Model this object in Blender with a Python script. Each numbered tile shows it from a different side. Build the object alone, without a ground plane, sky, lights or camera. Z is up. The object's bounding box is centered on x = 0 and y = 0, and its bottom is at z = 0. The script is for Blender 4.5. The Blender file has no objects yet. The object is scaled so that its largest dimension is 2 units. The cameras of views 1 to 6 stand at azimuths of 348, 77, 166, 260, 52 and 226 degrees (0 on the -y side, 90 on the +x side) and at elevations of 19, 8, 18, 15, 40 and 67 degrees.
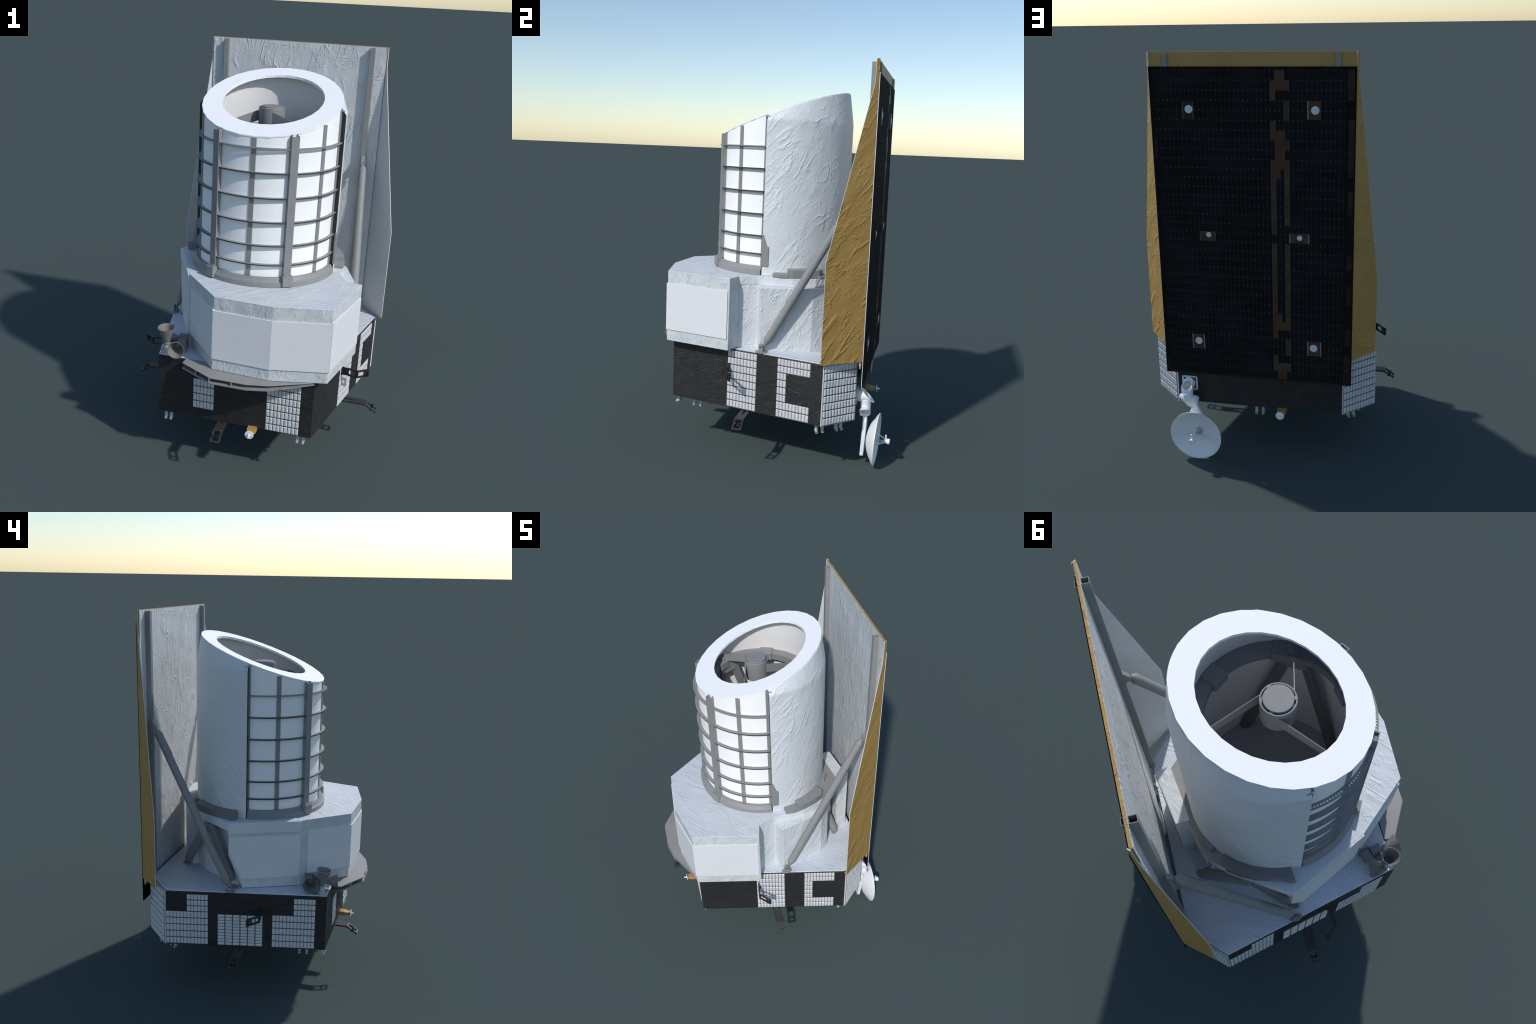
"""A space telescope: hexagonal equipment bus, faceted white instrument housing,
slanted telescope tube, tall sunshield with solar panel, dish antenna.
Everything is modelled in the craft's own frame (x across, y towards the
sunshield, z up) and the root empty turns it into the scene."""
import bpy, bmesh, math, random
from math import sin, cos, pi, radians, degrees, atan2, sqrt
from mathutils import Vector, Matrix, noise

random.seed(7)
TURN = radians(-26.07)
SHIFT = -0.030

# ------------------------------------------------------------------ materials
def new_mat(name):
    m = bpy.data.materials.new(name)
    m.use_nodes = True
    return m, m.node_tree, m.node_tree.nodes["Principled BSDF"]

def node(t, kind, **kw):
    n = t.nodes.new(kind)
    for k, v in kw.items():
        setattr(n, k, v)
    return n

def math_node(t, op, a, b=None, clamp=False):
    n = node(t, "ShaderNodeMath", operation=op, use_clamp=clamp)
    for i, v in enumerate((a, b)):
        if v is None:
            continue
        if isinstance(v, (int, float)):
            n.inputs[i].default_value = v
        else:
            t.links.new(v, n.inputs[i])
    return n.outputs[0]

def noise_tex(t, vec, scale, detail=2.0, rough=0.5, dist=0.0):
    n = node(t, "ShaderNodeTexNoise")
    n.inputs["Scale"].default_value = scale
    n.inputs["Detail"].default_value = detail
    n.inputs["Roughness"].default_value = rough
    n.inputs["Distortion"].default_value = dist
    t.links.new(vec, n.inputs["Vector"])
    return n.outputs["Fac"]

def mapped(t, vec, rot, scale, loc=(0, 0, 0)):
    m = node(t, "ShaderNodeMapping")
    m.inputs["Rotation"].default_value = rot
    m.inputs["Scale"].default_value = scale
    m.inputs["Location"].default_value = loc
    t.links.new(vec, m.inputs["Vector"])
    return m.outputs[0]

def ridge(t, fac, width, power):
    """thin crease where a noise field crosses its middle value"""
    a = math_node(t, "ABSOLUTE", math_node(t, "SUBTRACT", fac, 0.5))
    b = math_node(t, "SUBTRACT", 1.0, math_node(t, "DIVIDE", a, width), clamp=True)
    return math_node(t, "POWER", b, power)

def step(t, fac, lo, hi):
    n = node(t, "ShaderNodeMapRange")
    n.inputs["From Min"].default_value = lo
    n.inputs["From Max"].default_value = hi
    t.links.new(fac, n.inputs["Value"])
    return n.outputs[0]

def paint(name, col, rough=0.5, metal=0.0, grain=0.06, spec=0.5, scale=30):
    """plain coat with a faint mottling"""
    m, t, p = new_mat(name)
    co = node(t, "ShaderNodeTexCoord").outputs["Object"]
    f = noise_tex(t, co, scale, 3)
    r = node(t, "ShaderNodeValToRGB")
    r.color_ramp.elements[0].position, r.color_ramp.elements[1].position = 0.3, 0.7
    r.color_ramp.elements[0].color = (*[c * (1 - grain) for c in col], 1)
    r.color_ramp.elements[1].color = (*[min(1, c * (1 + grain)) for c in col], 1)
    t.links.new(f, r.inputs[0])
    t.links.new(r.outputs[0], p.inputs["Base Color"])
    p.inputs["Roughness"].default_value = rough
    p.inputs["Metallic"].default_value = metal
    p.inputs["Specular IOR Level"].default_value = spec
    return m

def grain_map(t, vec, along, size, loc=(0, 0, 0)):
    """coordinates stretched along a direction: size = (length, width) of one unit"""
    m = node(t, "ShaderNodeMapping", vector_type="TEXTURE")
    m.inputs["Rotation"].default_value = Vector((1, 0, 0)).rotation_difference(Vector(along).normalized()).to_euler()
    m.inputs["Scale"].default_value = (size[0], size[1], size[1])
    m.inputs["Location"].default_value = loc
    t.links.new(vec, m.inputs["Vector"])
    return m.outputs[0]

def voronoi_edge(t, vec, width):
    n = node(t, "ShaderNodeTexVoronoi", feature="DISTANCE_TO_EDGE")
    n.inputs["Scale"].default_value = 1.0
    t.links.new(vec, n.inputs["Vector"])
    return step(t, n.outputs["Distance"], 0.0, width)

def foil(name, col, dark, rough=0.5, metal=0.0, spec=0.4, along=(0.0, 0.6, 0.8), size=1.0, depth=0.004,
         strength=0.6, long_=0.9, fine=0.7, soft=0.9):
    """crumpled insulation foil: long broken creases, patches of sharp crumple, soft waves"""
    m, t, p = new_mat(name)
    co = node(t, "ShaderNodeTexCoord").outputs["Object"]
    warp = node(t, "ShaderNodeTexNoise")
    warp.inputs["Scale"].default_value = 9.0 / size
    warp.inputs["Detail"].default_value = 3
    t.links.new(co, warp.inputs["Vector"])
    sub = node(t, "ShaderNodeVectorMath", operation="SUBTRACT")
    sub.inputs[1].default_value = (0.5, 0.5, 0.5)
    t.links.new(warp.outputs["Color"], sub.inputs[0])
    sc = node(t, "ShaderNodeVectorMath", operation="SCALE")
    sc.inputs["Scale"].default_value = 0.020 * size
    t.links.new(sub.outputs[0], sc.inputs[0])
    add = node(t, "ShaderNodeVectorMath", operation="ADD")
    t.links.new(co, add.inputs[0]); t.links.new(sc.outputs[0], add.inputs[1])
    v = add.outputs[0]
    k = size
    a = Vector(along).normalized()
    side = a.cross(Vector((0.3, 0.5, 0.81))).normalized()
    tilt = a * 0.86 + side * 0.5
    tilt2 = a * 0.5 - side * 0.86
    mask = lambda sz, loc, lo, hi: step(t, noise_tex(t, grain_map(t, co, a, (sz * 1.6 * k, sz * k), loc), 1.0, 1.5), lo, hi)
    l1 = math_node(t, "MULTIPLY", ridge(t, noise_tex(t, grain_map(t, v, a, (0.30 * k, 0.040 * k)), 1.0, 0.0), 0.075, 1.5), mask(0.10, (3, 1, 2), 0.50, 0.60))
    l2 = math_node(t, "MULTIPLY", ridge(t, noise_tex(t, grain_map(t, v, tilt, (0.19 * k, 0.028 * k), (5, 2, 1)), 1.0, 0.0), 0.08, 1.5), mask(0.09, (7, 4, 1), 0.55, 0.66))
    l3 = math_node(t, "MULTIPLY", ridge(t, noise_tex(t, grain_map(t, v, tilt2, (0.09 * k, 0.018 * k), (1, 8, 3)), 1.0, 0.0), 0.09, 1.2), mask(0.07, (2, 9, 5), 0.58, 0.66))
    c1 = math_node(t, "MULTIPLY", noise_tex(t, grain_map(t, v, tilt, (0.030 * k, 0.010 * k)), 1.0, 2.5, 0.6), mask(0.11, (4, 4, 9), 0.50, 0.64))
    c2 = math_node(t, "MULTIPLY", math_node(t, "SUBTRACT", 1.0, voronoi_edge(t, grain_map(t, v, a, (0.045 * k, 0.016 * k)), 0.22)), mask(0.08, (9, 1, 6), 0.58, 0.68))
    w = noise_tex(t, grain_map(t, v, a, (0.16 * k, 0.040 * k), (1, 1, 4)), 1.0, 3.0, 0.55)
    h = math_node(t, "MULTIPLY", math_node(t, "ADD", math_node(t, "ADD", l1, math_node(t, "MULTIPLY", l2, 0.8)), math_node(t, "MULTIPLY", l3, 0.55)), long_)
    h = math_node(t, "ADD", h, math_node(t, "MULTIPLY", math_node(t, "ADD", math_node(t, "MULTIPLY", c1, 1.5), math_node(t, "MULTIPLY", c2, 0.7)), fine))
    h = math_node(t, "ADD", h, math_node(t, "MULTIPLY", w, soft))
    b = node(t, "ShaderNodeBump")
    b.inputs["Strength"].default_value = strength
    b.inputs["Distance"].default_value = depth
    t.links.new(h, b.inputs["Height"])
    t.links.new(b.outputs[0], p.inputs["Normal"])
    mix = node(t, "ShaderNodeMix", data_type="RGBA")
    mix.inputs["A"].default_value = (*col, 1)
    mix.inputs["B"].default_value = (*dark, 1)
    t.links.new(step(t, noise_tex(t, co, 7 / k, 3), 0.35, 0.75), mix.inputs["Factor"])
    t.links.new(mix.outputs["Result"], p.inputs["Base Color"])
    p.inputs["Roughness"].default_value = rough
    p.inputs["Metallic"].default_value = metal
    p.inputs["Specular IOR Level"].default_value = spec
    return m

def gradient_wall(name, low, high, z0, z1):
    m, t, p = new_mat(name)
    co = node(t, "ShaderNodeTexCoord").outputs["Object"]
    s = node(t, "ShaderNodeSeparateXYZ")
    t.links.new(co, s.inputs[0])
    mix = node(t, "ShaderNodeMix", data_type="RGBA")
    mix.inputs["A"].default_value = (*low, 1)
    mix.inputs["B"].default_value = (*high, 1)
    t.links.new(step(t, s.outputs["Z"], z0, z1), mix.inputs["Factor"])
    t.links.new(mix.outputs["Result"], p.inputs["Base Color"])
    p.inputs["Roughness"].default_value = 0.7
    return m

WHITE_FOIL = foil("white_foil", (0.66, 0.69, 0.715), (0.62, 0.655, 0.68), along=(0.1, 0.62, 0.8), size=1.15, depth=0.0052, strength=0.46, soft=1.1)
CONE_FOIL = foil("cone_foil", (0.66, 0.69, 0.715), (0.62, 0.655, 0.68), along=(0.1, 0.62, 0.8), size=0.6, fine=0.9)
FRONT_FOIL = foil("front_band_foil", (0.60, 0.635, 0.65), (0.50, 0.55, 0.57), along=(0.3, 0.1, 0.95), size=0.42, depth=0.003, fine=1.0)
DECK_FOIL = foil("deck_foil", (0.60, 0.64, 0.70), (0.55, 0.59, 0.66), along=(0.6, 0.8, 0.0), size=0.8, depth=0.0035)
TOP_FOIL = foil("top_foil", (0.62, 0.65, 0.69), (0.58, 0.615, 0.655), along=(0.75, 0.65, 0.0), size=0.7, depth=0.0035)
SHIELD_FOIL = foil("shield_foil", (0.60, 0.62, 0.63), (0.54, 0.56, 0.58), along=(0.25, 0.0, 0.97), size=0.8, depth=0.005, strength=0.6, long_=1.0, fine=0.7, soft=1.1)
LINING_FOIL = foil("lining_foil", (0.60, 0.62, 0.63), (0.56, 0.58, 0.60), along=(0.25, 0.0, 0.97), size=1.0, depth=0.003, strength=0.35, long_=0.5, fine=0.3)
GOLD_FOIL = foil("gold_foil", (0.41, 0.253, 0.073), (0.38, 0.228, 0.063), rough=0.55, along=(-0.4, 0.5, 0.8), size=1.0, depth=0.006, strength=0.6)
GOLD_FLAT = paint("gold_film", (0.40, 0.25, 0.075), rough=0.55, grain=0.05, scale=9)
BLACK_FOIL = foil("black_foil", (0.019, 0.019, 0.020), (0.026, 0.025, 0.025), rough=0.5, spec=0.4, along=(0.5, 0.6, 0.6), size=0.5, depth=0.003, fine=1.0)
WHITE = paint("white_paint", (0.92, 0.93, 0.94), rough=0.6, grain=0.01)
RIM_WHITE = paint("rim_white", (0.88, 0.89, 0.91), rough=0.7, grain=0.01)
PANEL = paint("radiator_white", (0.70, 0.71, 0.735), rough=0.55, grain=0.01, scale=6)
GREY = paint("bare_grey", (0.245, 0.25, 0.25), rough=0.5, grain=0.04, spec=0.3)
EDGE_DARK = paint("hoop_edge", (0.055, 0.058, 0.058), rough=0.6, spec=0.2)
GREY_LIGHT = paint("plate_grey", (0.27, 0.265, 0.26), rough=0.55, grain=0.03)
GREY_DARK = paint("inner_grey", (0.18, 0.18, 0.185), rough=0.55, grain=0.05)
TILE = paint("tile_silver", (0.60, 0.61, 0.63), rough=0.35, grain=0.10, scale=60)
TILE_GAP = paint("tile_gap", (0.085, 0.088, 0.092), rough=0.6, grain=0.1)
CELL = paint("cell_black", (0.0125, 0.0124, 0.0138), rough=0.8, grain=0.25, scale=9, spec=0.04)
SUBSTRATE = paint("array_substrate", (0.105, 0.112, 0.122), rough=0.8, grain=0.3, spec=0.05)
ARRAY_EDGE = paint("array_edge", (0.0120, 0.0098, 0.0094), rough=0.8, grain=0.3, spec=0.05)
BROWN = paint("copper_film", (0.070, 0.038, 0.019), rough=0.5, grain=0.3, scale=14, spec=0.2)
BROWN_RED = paint("reddish_film", (0.078, 0.040, 0.031), rough=0.5, grain=0.35, scale=60, spec=0.2)
EDGE_FILM = paint("edge_film", (0.024, 0.014, 0.011), rough=0.5, grain=0.4, scale=60, spec=0.2)
BUSBAR = paint("busbar_grey", (0.075, 0.070, 0.055), rough=0.5, grain=0.15, spec=0.2)
PINK = paint("bare_strip", (0.22, 0.17, 0.165), rough=0.5, grain=0.3, scale=120)
DISC = paint("disc_white", (0.62, 0.68, 0.72), rough=0.5, grain=0.04)
DISH = paint("dish_white", (0.80, 0.82, 0.85), rough=0.4, grain=0.02)
SILVER = foil("silver_foil", (0.75, 0.75, 0.76), (0.6, 0.6, 0.62), rough=0.18, metal=1.0, size=0.3, depth=0.003)
METAL = paint("nozzle_metal", (0.45, 0.46, 0.47), rough=0.35, grain=0.05)
BLACK = paint("black_bracket", (0.022, 0.021, 0.022), rough=0.5, grain=0.1)
BROWNBLACK = paint("dark_bracket", (0.032, 0.030, 0.030), rough=0.5, grain=0.1)
BELL = paint("horn_grey", (0.195, 0.195, 0.19), rough=0.45, grain=0.05)
MIRROR = paint("mirror_dark", (0.42, 0.425, 0.44), rough=0.35, grain=0.05)
GOLD_HORN = paint("gold_horn", (0.44, 0.26, 0.075), rough=0.5, grain=0.08)
INNER = gradient_wall("tube_inner", (0.84, 0.84, 0.86), (0.70, 0.695, 0.69), 1.50, 1.62)  # paler below: wall colour lightened to make up for weak bounce light

# ------------------------------------------------------------------ mesh tools
ROOT = bpy.data.objects.new("space_telescope", None)
bpy.context.scene.collection.objects.link(ROOT)
ROOT.empty_display_size = 0.2
ROOT.rotation_euler = (0, 0, TURN)
ROOT.location = (cos(TURN) * SHIFT, sin(TURN) * SHIFT, 0)
ROOT["label"] = "white space telescope with slanted tube and golden sunshield"
ROOT["category"] = "space telescope"

def make(name, bm, mat, parent=None, smooth=None, bevel=0.0, seg=1, stuff=False):
    me = bpy.data.meshes.new(name)
    bmesh.ops.recalc_face_normals(bm, faces=bm.faces)
    if smooth is not None:
        lim = radians(smooth)
        for f in bm.faces:
            f.smooth = True
        for e in bm.edges:
            if len(e.link_faces) == 2 and e.calc_face_angle(0) > lim:
                e.smooth = False
    bm.to_mesh(me)
    bm.free()
    for mm in (mat if isinstance(mat, (list, tuple)) else [mat]):
        me.materials.append(mm)
    o = bpy.data.objects.new(name, me)
    bpy.context.scene.collection.objects.link(o)
    o.parent = parent or ROOT
    if bevel:
        b = o.modifiers.new("edge", "BEVEL")
        b.width = bevel
        b.segments = seg
        b.limit_method = "ANGLE"
        b.angle_limit = radians(35)
    if stuff:
        o["kind"] = "stuff"
    return o

def group(name, parent=None, at=(0, 0, 0)):
    e = bpy.data.objects.new(name, None)
    bpy.context.scene.collection.objects.link(e)
    e.parent = parent or ROOT
    e.empty_display_size = 0.05
    return e

def add_loft(bm, loops, cap=True, closed=False):
    """skin a list of equal-length point loops"""
    rows = [[bm.verts.new(p) for p in lp] for lp in loops]
    n = len(rows[0])
    m = len(rows)
    for i in range(m if closed else m - 1):
        a, b = rows[i], rows[(i + 1) % m]
        for j in range(n):
            k = (j + 1) % n
            bm.faces.new((a[j], a[k], b[k], b[j]))
    if cap and not closed:
        bm.faces.new(rows[0][::-1])
        bm.faces.new(rows[-1])
    return rows

def add_prism(bm, poly, z0, z1):
    add_loft(bm, [[(x, y, z0) for x, y in poly], [(x, y, z1) for x, y in poly]])

def prism(poly, z0, z1):
    bm = bmesh.new()
    add_prism(bm, poly, z0, z1)
    return bm

def add_box(bm, c, half, axes=None):
    ax = axes or (Vector((1, 0, 0)), Vector((0, 1, 0)), Vector((0, 0, 1)))
    c = Vector(c)
    def P(i, j, k):
        return c + ax[0] * (i * half[0]) + ax[1] * (j * half[1]) + ax[2] * (k * half[2])
    add_loft(bm, [[P(-1, -1, k), P(1, -1, k), P(1, 1, k), P(-1, 1, k)] for k in (-1, 1)])

def span_box(bm, lo, hi):
    add_box(bm, [(a + b) / 2 for a, b in zip(lo, hi)], [(b - a) / 2 for a, b in zip(lo, hi)])

def frame_of(d):
    d = Vector(d).normalized()
    h = Vector((0, 0, 1)) if abs(d.z) < 0.9 else Vector((1, 0, 0))
    u = d.cross(h).normalized()
    return d, u, u.cross(d).normalized()

def add_lathe(bm, p, d, profile, seg=32, cap=True, closed=False):
    """profile: (distance along axis, radius)"""
    d, u, v = frame_of(d)
    p = Vector(p)
    loops = [[p + d * a + (u * cos(2 * pi * i / seg) + v * sin(2 * pi * i / seg)) * max(r, 1e-5) for i in range(seg)] for a, r in profile]
    add_loft(bm, loops, cap, closed)

def lathe(p, d, profile, seg=32, cap=True, closed=False):
    bm = bmesh.new()
    add_lathe(bm, p, d, profile, seg, cap, closed)
    return bm

def add_rod(bm, a, b, r, seg=12):
    a, b = Vector(a), Vector(b)
    add_lathe(bm, a, b - a, [(0, r), ((b - a).length, r)], seg)

def add_slab(bm, pts, thick, normal=None):
    """flat 3D polygon given a thickness towards -normal"""
    pts = [Vector(p) for p in pts]
    if normal is None:
        normal = (pts[1] - pts[0]).cross(pts[2] - pts[0])
    n = Vector(normal).normalized() * thick
    add_loft(bm, [pts, [p - n for p in pts]])

CY = -0.040                      # tube axis
def pol(r, a, cy=CY):
    return (r * cos(radians(a)), cy + r * sin(radians(a)))

def rim_z(y):
    return 1.770 + 0.36 * y

def add_sector(bm, a0, a1, profile, n):
    """sweep a closed (r, z) profile round the tube axis"""
    loops = []
    for i in range(n + 1):
        a = a0 + (a1 - a0) * i / n
        loops.append([(*pol(r, a), z) for r, z in profile])
    add_loft(bm, loops)

def sector(a0, a1, profile, n):
    bm = bmesh.new()
    add_sector(bm, a0, a1, profile, n)
    return bm

class Face:
    """upright wall: s runs along it, z up, d outwards"""
    def __init__(self, p, q):
        self.p, self.q = Vector((*p, 0)), Vector((*q, 0))
        self.len = (self.q - self.p).length
        self.t = (self.q - self.p).normalized()
        self.n = Vector((self.t.y, -self.t.x, 0))
    def at(self, s, z, d=0.0):
        v = self.p + self.t * s + self.n * d
        return Vector((v.x, v.y, z))
    def add_panel(self, bm, sz, d0, d1):
        add_loft(bm, [[self.at(s, z, d0) for s, z in sz], [self.at(s, z, d1) for s, z in sz]])
    def add_rect(self, bm, s0, s1, z0, z1, d0, d1):
        self.add_panel(bm, [(s0, z0), (s1, z0), (s1, z1), (s0, z1)], d0, d1)

# ------------------------------------------------------------------ equipment bus
FX, AX, BX = (0.383, -0.511), (0.568, 0.312), (0.421, 0.456)
mir = lambda p: (-p[0], p[1])
BUS = [mir(FX), FX, AX, BX, mir(BX), mir(AX)]
Z0, Z1 = 0.2655, 0.5695
bus = make("equipment_bus", prism(BUS, Z0, Z1), BLACK_FOIL, bevel=0.002)
cx = [(x * 0.994, y * 0.994) for x, y in BUS]
make("top_blanket", prism(cx, Z1, 0.5745), DECK_FOIL, bus, bevel=0.002)
bm = bmesh.new()
add_slab(bm, [(-0.378, -0.503, 0.578), (-0.270, -0.503, 0.578), (-0.275, -0.420, 0.579), (-0.395, -0.420, 0.578)], 0.004)
bmesh.ops.subdivide_edges(bm, edges=bm.edges, cuts=12, use_grid_fill=True)
for v in bm.verts:
    v.co.z += 0.004 * noise.noise(v.co * 40)
make("silver_patch", bm, SILVER, bus, smooth=40)

SIDE_P = Face(FX, AX)
SIDE_M = Face(mir(AX), mir(FX))
FRONT = Face(mir(FX), FX)
CH_P = Face(AX, BX)
CH_M = Face(mir(BX), mir(AX))
L = SIDE_P.len

def tile_patch(face, rects, backing=TILE_GAP, lift=0.0):
    """field of pillow tiles; rects: (s0, s1, z0, z1, columns, rows, tall)"""
    bm = bmesh.new()
    for s0, s1, z0, z1, nc, nr, tall in rects:
        face.add_rect(bm, s0, s1, z0, z1, -0.003, 0.0016 + lift)
    make("tile_backing", bm, backing, bus)
    bm = bmesh.new()
    for s0, s1, z0, z1, nc, nr, tall in rects:
        ds, dz = (s1 - s0) / nc, (z1 - z0) / nr
        for i in range(nc):
            for j in range(nr):
                a0, a1 = s0 + ds * i, s0 + ds * (i + 1)
                b0, b1 = z0 + dz * j, z0 + dz * (j + 1)
                gs, gz = (0.0007, 0.0022) if tall else (0.0022, 0.0007)
                a0 += gs; a1 -= gs; b0 += gz; b1 -= gz
                w, h = a1 - a0, b1 - b0
                es, ez = (0.26 * w, 0.10 * h) if tall else (0.10 * w, 0.26 * h)
                lo, hi = 0.0012 + lift, 0.0046 + lift + random.uniform(-0.0004, 0.0004)
                base = [face.at(*q, lo) for q in ((a0, b0), (a1, b0), (a1, b1), (a0, b1))]
                top = [face.at(*q, hi) for q in ((a0 + es, b0 + ez), (a1 - es, b0 + ez), (a1 - es, b1 - ez), (a0 + es, b1 - ez))]
                add_loft(bm, [base, top])
    return make("tile_radiator", bm, TILE, bus, stuff=True)

ZB, ZT = 0.269, 0.5665
tile_patch(SIDE_P, [(0.327, 0.491, ZB, ZT, 9, 8, True)])
tile_patch(SIDE_P, [(0.605, 0.780, 0.4955, ZT, 10, 2, True), (0.605, 0.654, 0.349, 0.4955, 3, 4, True),
                    (0.605, 0.780, ZB, 0.349, 10, 2, True)])
S = lambda a, b: (L - b, L - a)
tile_patch(SIDE_M, [(*S(0.619, 0.731), 0.459, 0.557, 6, 3, True), (*S(0.619, L - 0.002), 0.271, 0.459, 12, 5, True)])
tile_patch(SIDE_M, [(*S(0.330, 0.569), 0.272, 0.449, 6, 10, False)])
tile_patch(SIDE_M, [(*S(0.057, 0.170), 0.457, 0.554, 6, 3, True), (*S(0.057, 0.281), 0.271, 0.457, 12, 5, True)])
tile_patch(FRONT, [(0.181, 0.286, 0.319, 0.479, 6, 4, True)])
tile_patch(FRONT, [(0.544, 0.706, ZB, ZT, 9, 8, True)])
for ch in (CH_P, CH_M):
    bm = bmesh.new()
    ch.add_rect(bm, 0.0, ch.len, Z0 + 0.001, Z1 - 0.001, -0.002, 0.006)
    make("corner_panel", bm, TILE, bus)
    tile_patch(ch, [(0.004, ch.len - 0.004, ZB, ZT, 11, 8, True)], lift=0.0062)

# ------------------------------------------------------------------ instrument housing
H = [(-0.458, 0.003), (-0.291, -0.346), (-0.093, -0.574), (0.182, -0.590), (0.440, -0.528), (0.520, -0.176), (0.436, -0.155)]
HZ0, HZ1, HZ2 = 0.577, 0.897, 0.940
housing = group("instrument_housing")
BACK = [(0.396, -0.10), (0.15, -0.15), (-0.35, 0.012)]
bm = prism(H + BACK, HZ0, HZ2)
F0 = Face(H[0], H[1])
a, b = F0.at(-0.004, 0.775), F0.at(0.068, 0.598)
cut = (b - a).cross(F0.n)
if cut.dot(F0.at(-0.1, 0.5) - a) < 0:
    cut = -cut
res = bmesh.ops.bisect_plane(bm, geom=bm.verts[:] + bm.edges[:] + bm.faces[:], plane_co=a, plane_no=cut, clear_outer=True)
edges = [e for e in bm.edges if e.is_boundary]
bmesh.ops.holes_fill(bm, edges=edges, sides=0)
def lay_top(bm, z):
    """second material slot for the faces at height z"""
    for f in bm.faces:
        f.material_index = 1 if f.calc_center_median().z > z - 1e-4 else 0
    return bm
make("housing_shell", lay_top(bm, HZ2), [FRONT_FOIL, TOP_FOIL], housing, bevel=0.0012)
DECK = [H[0]] + BACK[::-1] + [H[6], (0.397, -0.066), (0.398, 0.014), (0.386, 0.109), (0.345, 0.218), (0.300, 0.262), (0.226, 0.318), (0.170, 0.374),
            (-0.063, 0.334), (-0.200, 0.306), (-0.234, 0.290), (-0.302, 0.228)]
make("top_deck", lay_top(prism(DECK, HZ1, HZ2), HZ2), [WHITE_FOIL, TOP_FOIL], housing, bevel=0.0012)
LOW = [(-0.400, -0.035), (-0.30, -0.10), (0.30, -0.20), (0.434, -0.157), (0.396, -0.059), (0.467, -0.032), (0.384, 0.215), (0.345, 0.262),
       (0.24, 0.30), (0.15, 0.345), (-0.043, 0.341), (-0.187, 0.304), (-0.163, 0.277), (-0.245, 0.205), (-0.319, 0.085)]
make("lower_cone", prism(LOW, 0.5735, HZ1 - 0.0005), CONE_FOIL, housing, bevel=0.003, seg=2)
make("rear_box", lay_top(prism([(-0.058, 0.392), (-0.056, 0.330), (0.205, 0.362), (0.186, 0.430)], 0.574, 0.955), 0.955), [CONE_FOIL, TOP_FOIL], housing, bevel=0.003, seg=2)
bm = bmesh.new()
span_box(bm, (0.12, 0.427, 0.945), (0.175, 0.4335, 0.962))
make("box_tab", bm, WHITE, housing)

def radiator(face, sz, lift=0.005):
    bm = bmesh.new()
    face.add_panel(bm, sz, -0.004, lift)
    return make("radiator_panel", bm, PANEL, housing)
def rect(s0, s1, z0, z1):
    return [(s0, z0), (s1, z0), (s1, z1), (s0, z1)]
HF = [Face(H[i], H[i + 1]) for i in range(6)]
radiator(HF[2], rect(-0.001, HF[2].len + 0.0007, 0.634, 0.873))
radiator(HF[3], rect(-0.0007, HF[3].len + 0.001, 0.635, 0.873))
radiator(HF[4], rect(-0.004, 0.352, 0.635, 0.876))
radiator(HF[1], rect(0.038, 0.304, 0.637, 0.879))
radiator(HF[0], [(0.070, 0.630), (0.382, 0.630), (0.382, 0.862), (0.005, 0.862), (0.004, 0.782)], 0.003)
# raised band under the deck on the far side
bm = bmesh.new()
HF[0].add_rect(bm, -0.002, HF[0].len + 0.001, 0.880, 0.9385, -0.002, 0.008)
make("deck_band", bm, WHITE_FOIL, housing, bevel=0.003, seg=2)

# flange round the rear foot of the tube
flange = group("tube_flange")
make("flange_plate", prism([(0.331, 0.236), (0.229, 0.324), (0.173, 0.379), (-0.063, 0.338), (-0.201, 0.310), (-0.237, 0.294), (-0.288, 0.236), (-0.2, 0.08), (0.26, 0.08)], HZ2 + 0.001, 0.952),
     GREY_LIGHT, flange, bevel=0.0015)
def arc(r, a0, a1, n):
    return [pol(r, a0 + (a1 - a0) * i / n) for i in range(n + 1)]
make("flange_step", prism([(0.398, 0.008), (0.399, 0.050), (0.392, 0.088)] + arc(0.350, 19, 7, 4), HZ2 + 0.001, 0.960), GREY, flange, bevel=0.002)
make("flange_block", prism([(0.391, 0.080), (0.385, 0.109), (0.352, 0.190), (0.325, 0.232), (0.296, 0.243)] + arc(0.350, 46, 18, 6), HZ2 + 0.0015, 0.983), GREY, flange, bevel=0.002)
make("flange_block", prism([(-0.300, 0.238), (-0.334, 0.192), (-0.362, 0.139), (-0.380, 0.090), (-0.389, 0.050), (-0.419, -0.019)] + arc(0.350, 176, 130, 8), HZ2 + 0.0015, 0.982),
     GREY_DARK, flange, bevel=0.002)
bm = bmesh.new()
for ang in (119, 62):
    d = Vector((cos(radians(ang)), sin(radians(ang)), 0))
    add_box(bm, Vector((0, CY, 0.962)) + d * 0.368, (0.028, 0.011, 0.010), (Vector((-d.y, d.x, 0)), d, Vector((0, 0, 1))))
make("flange_foot", bm, GREY, flange, bevel=0.001)

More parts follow.
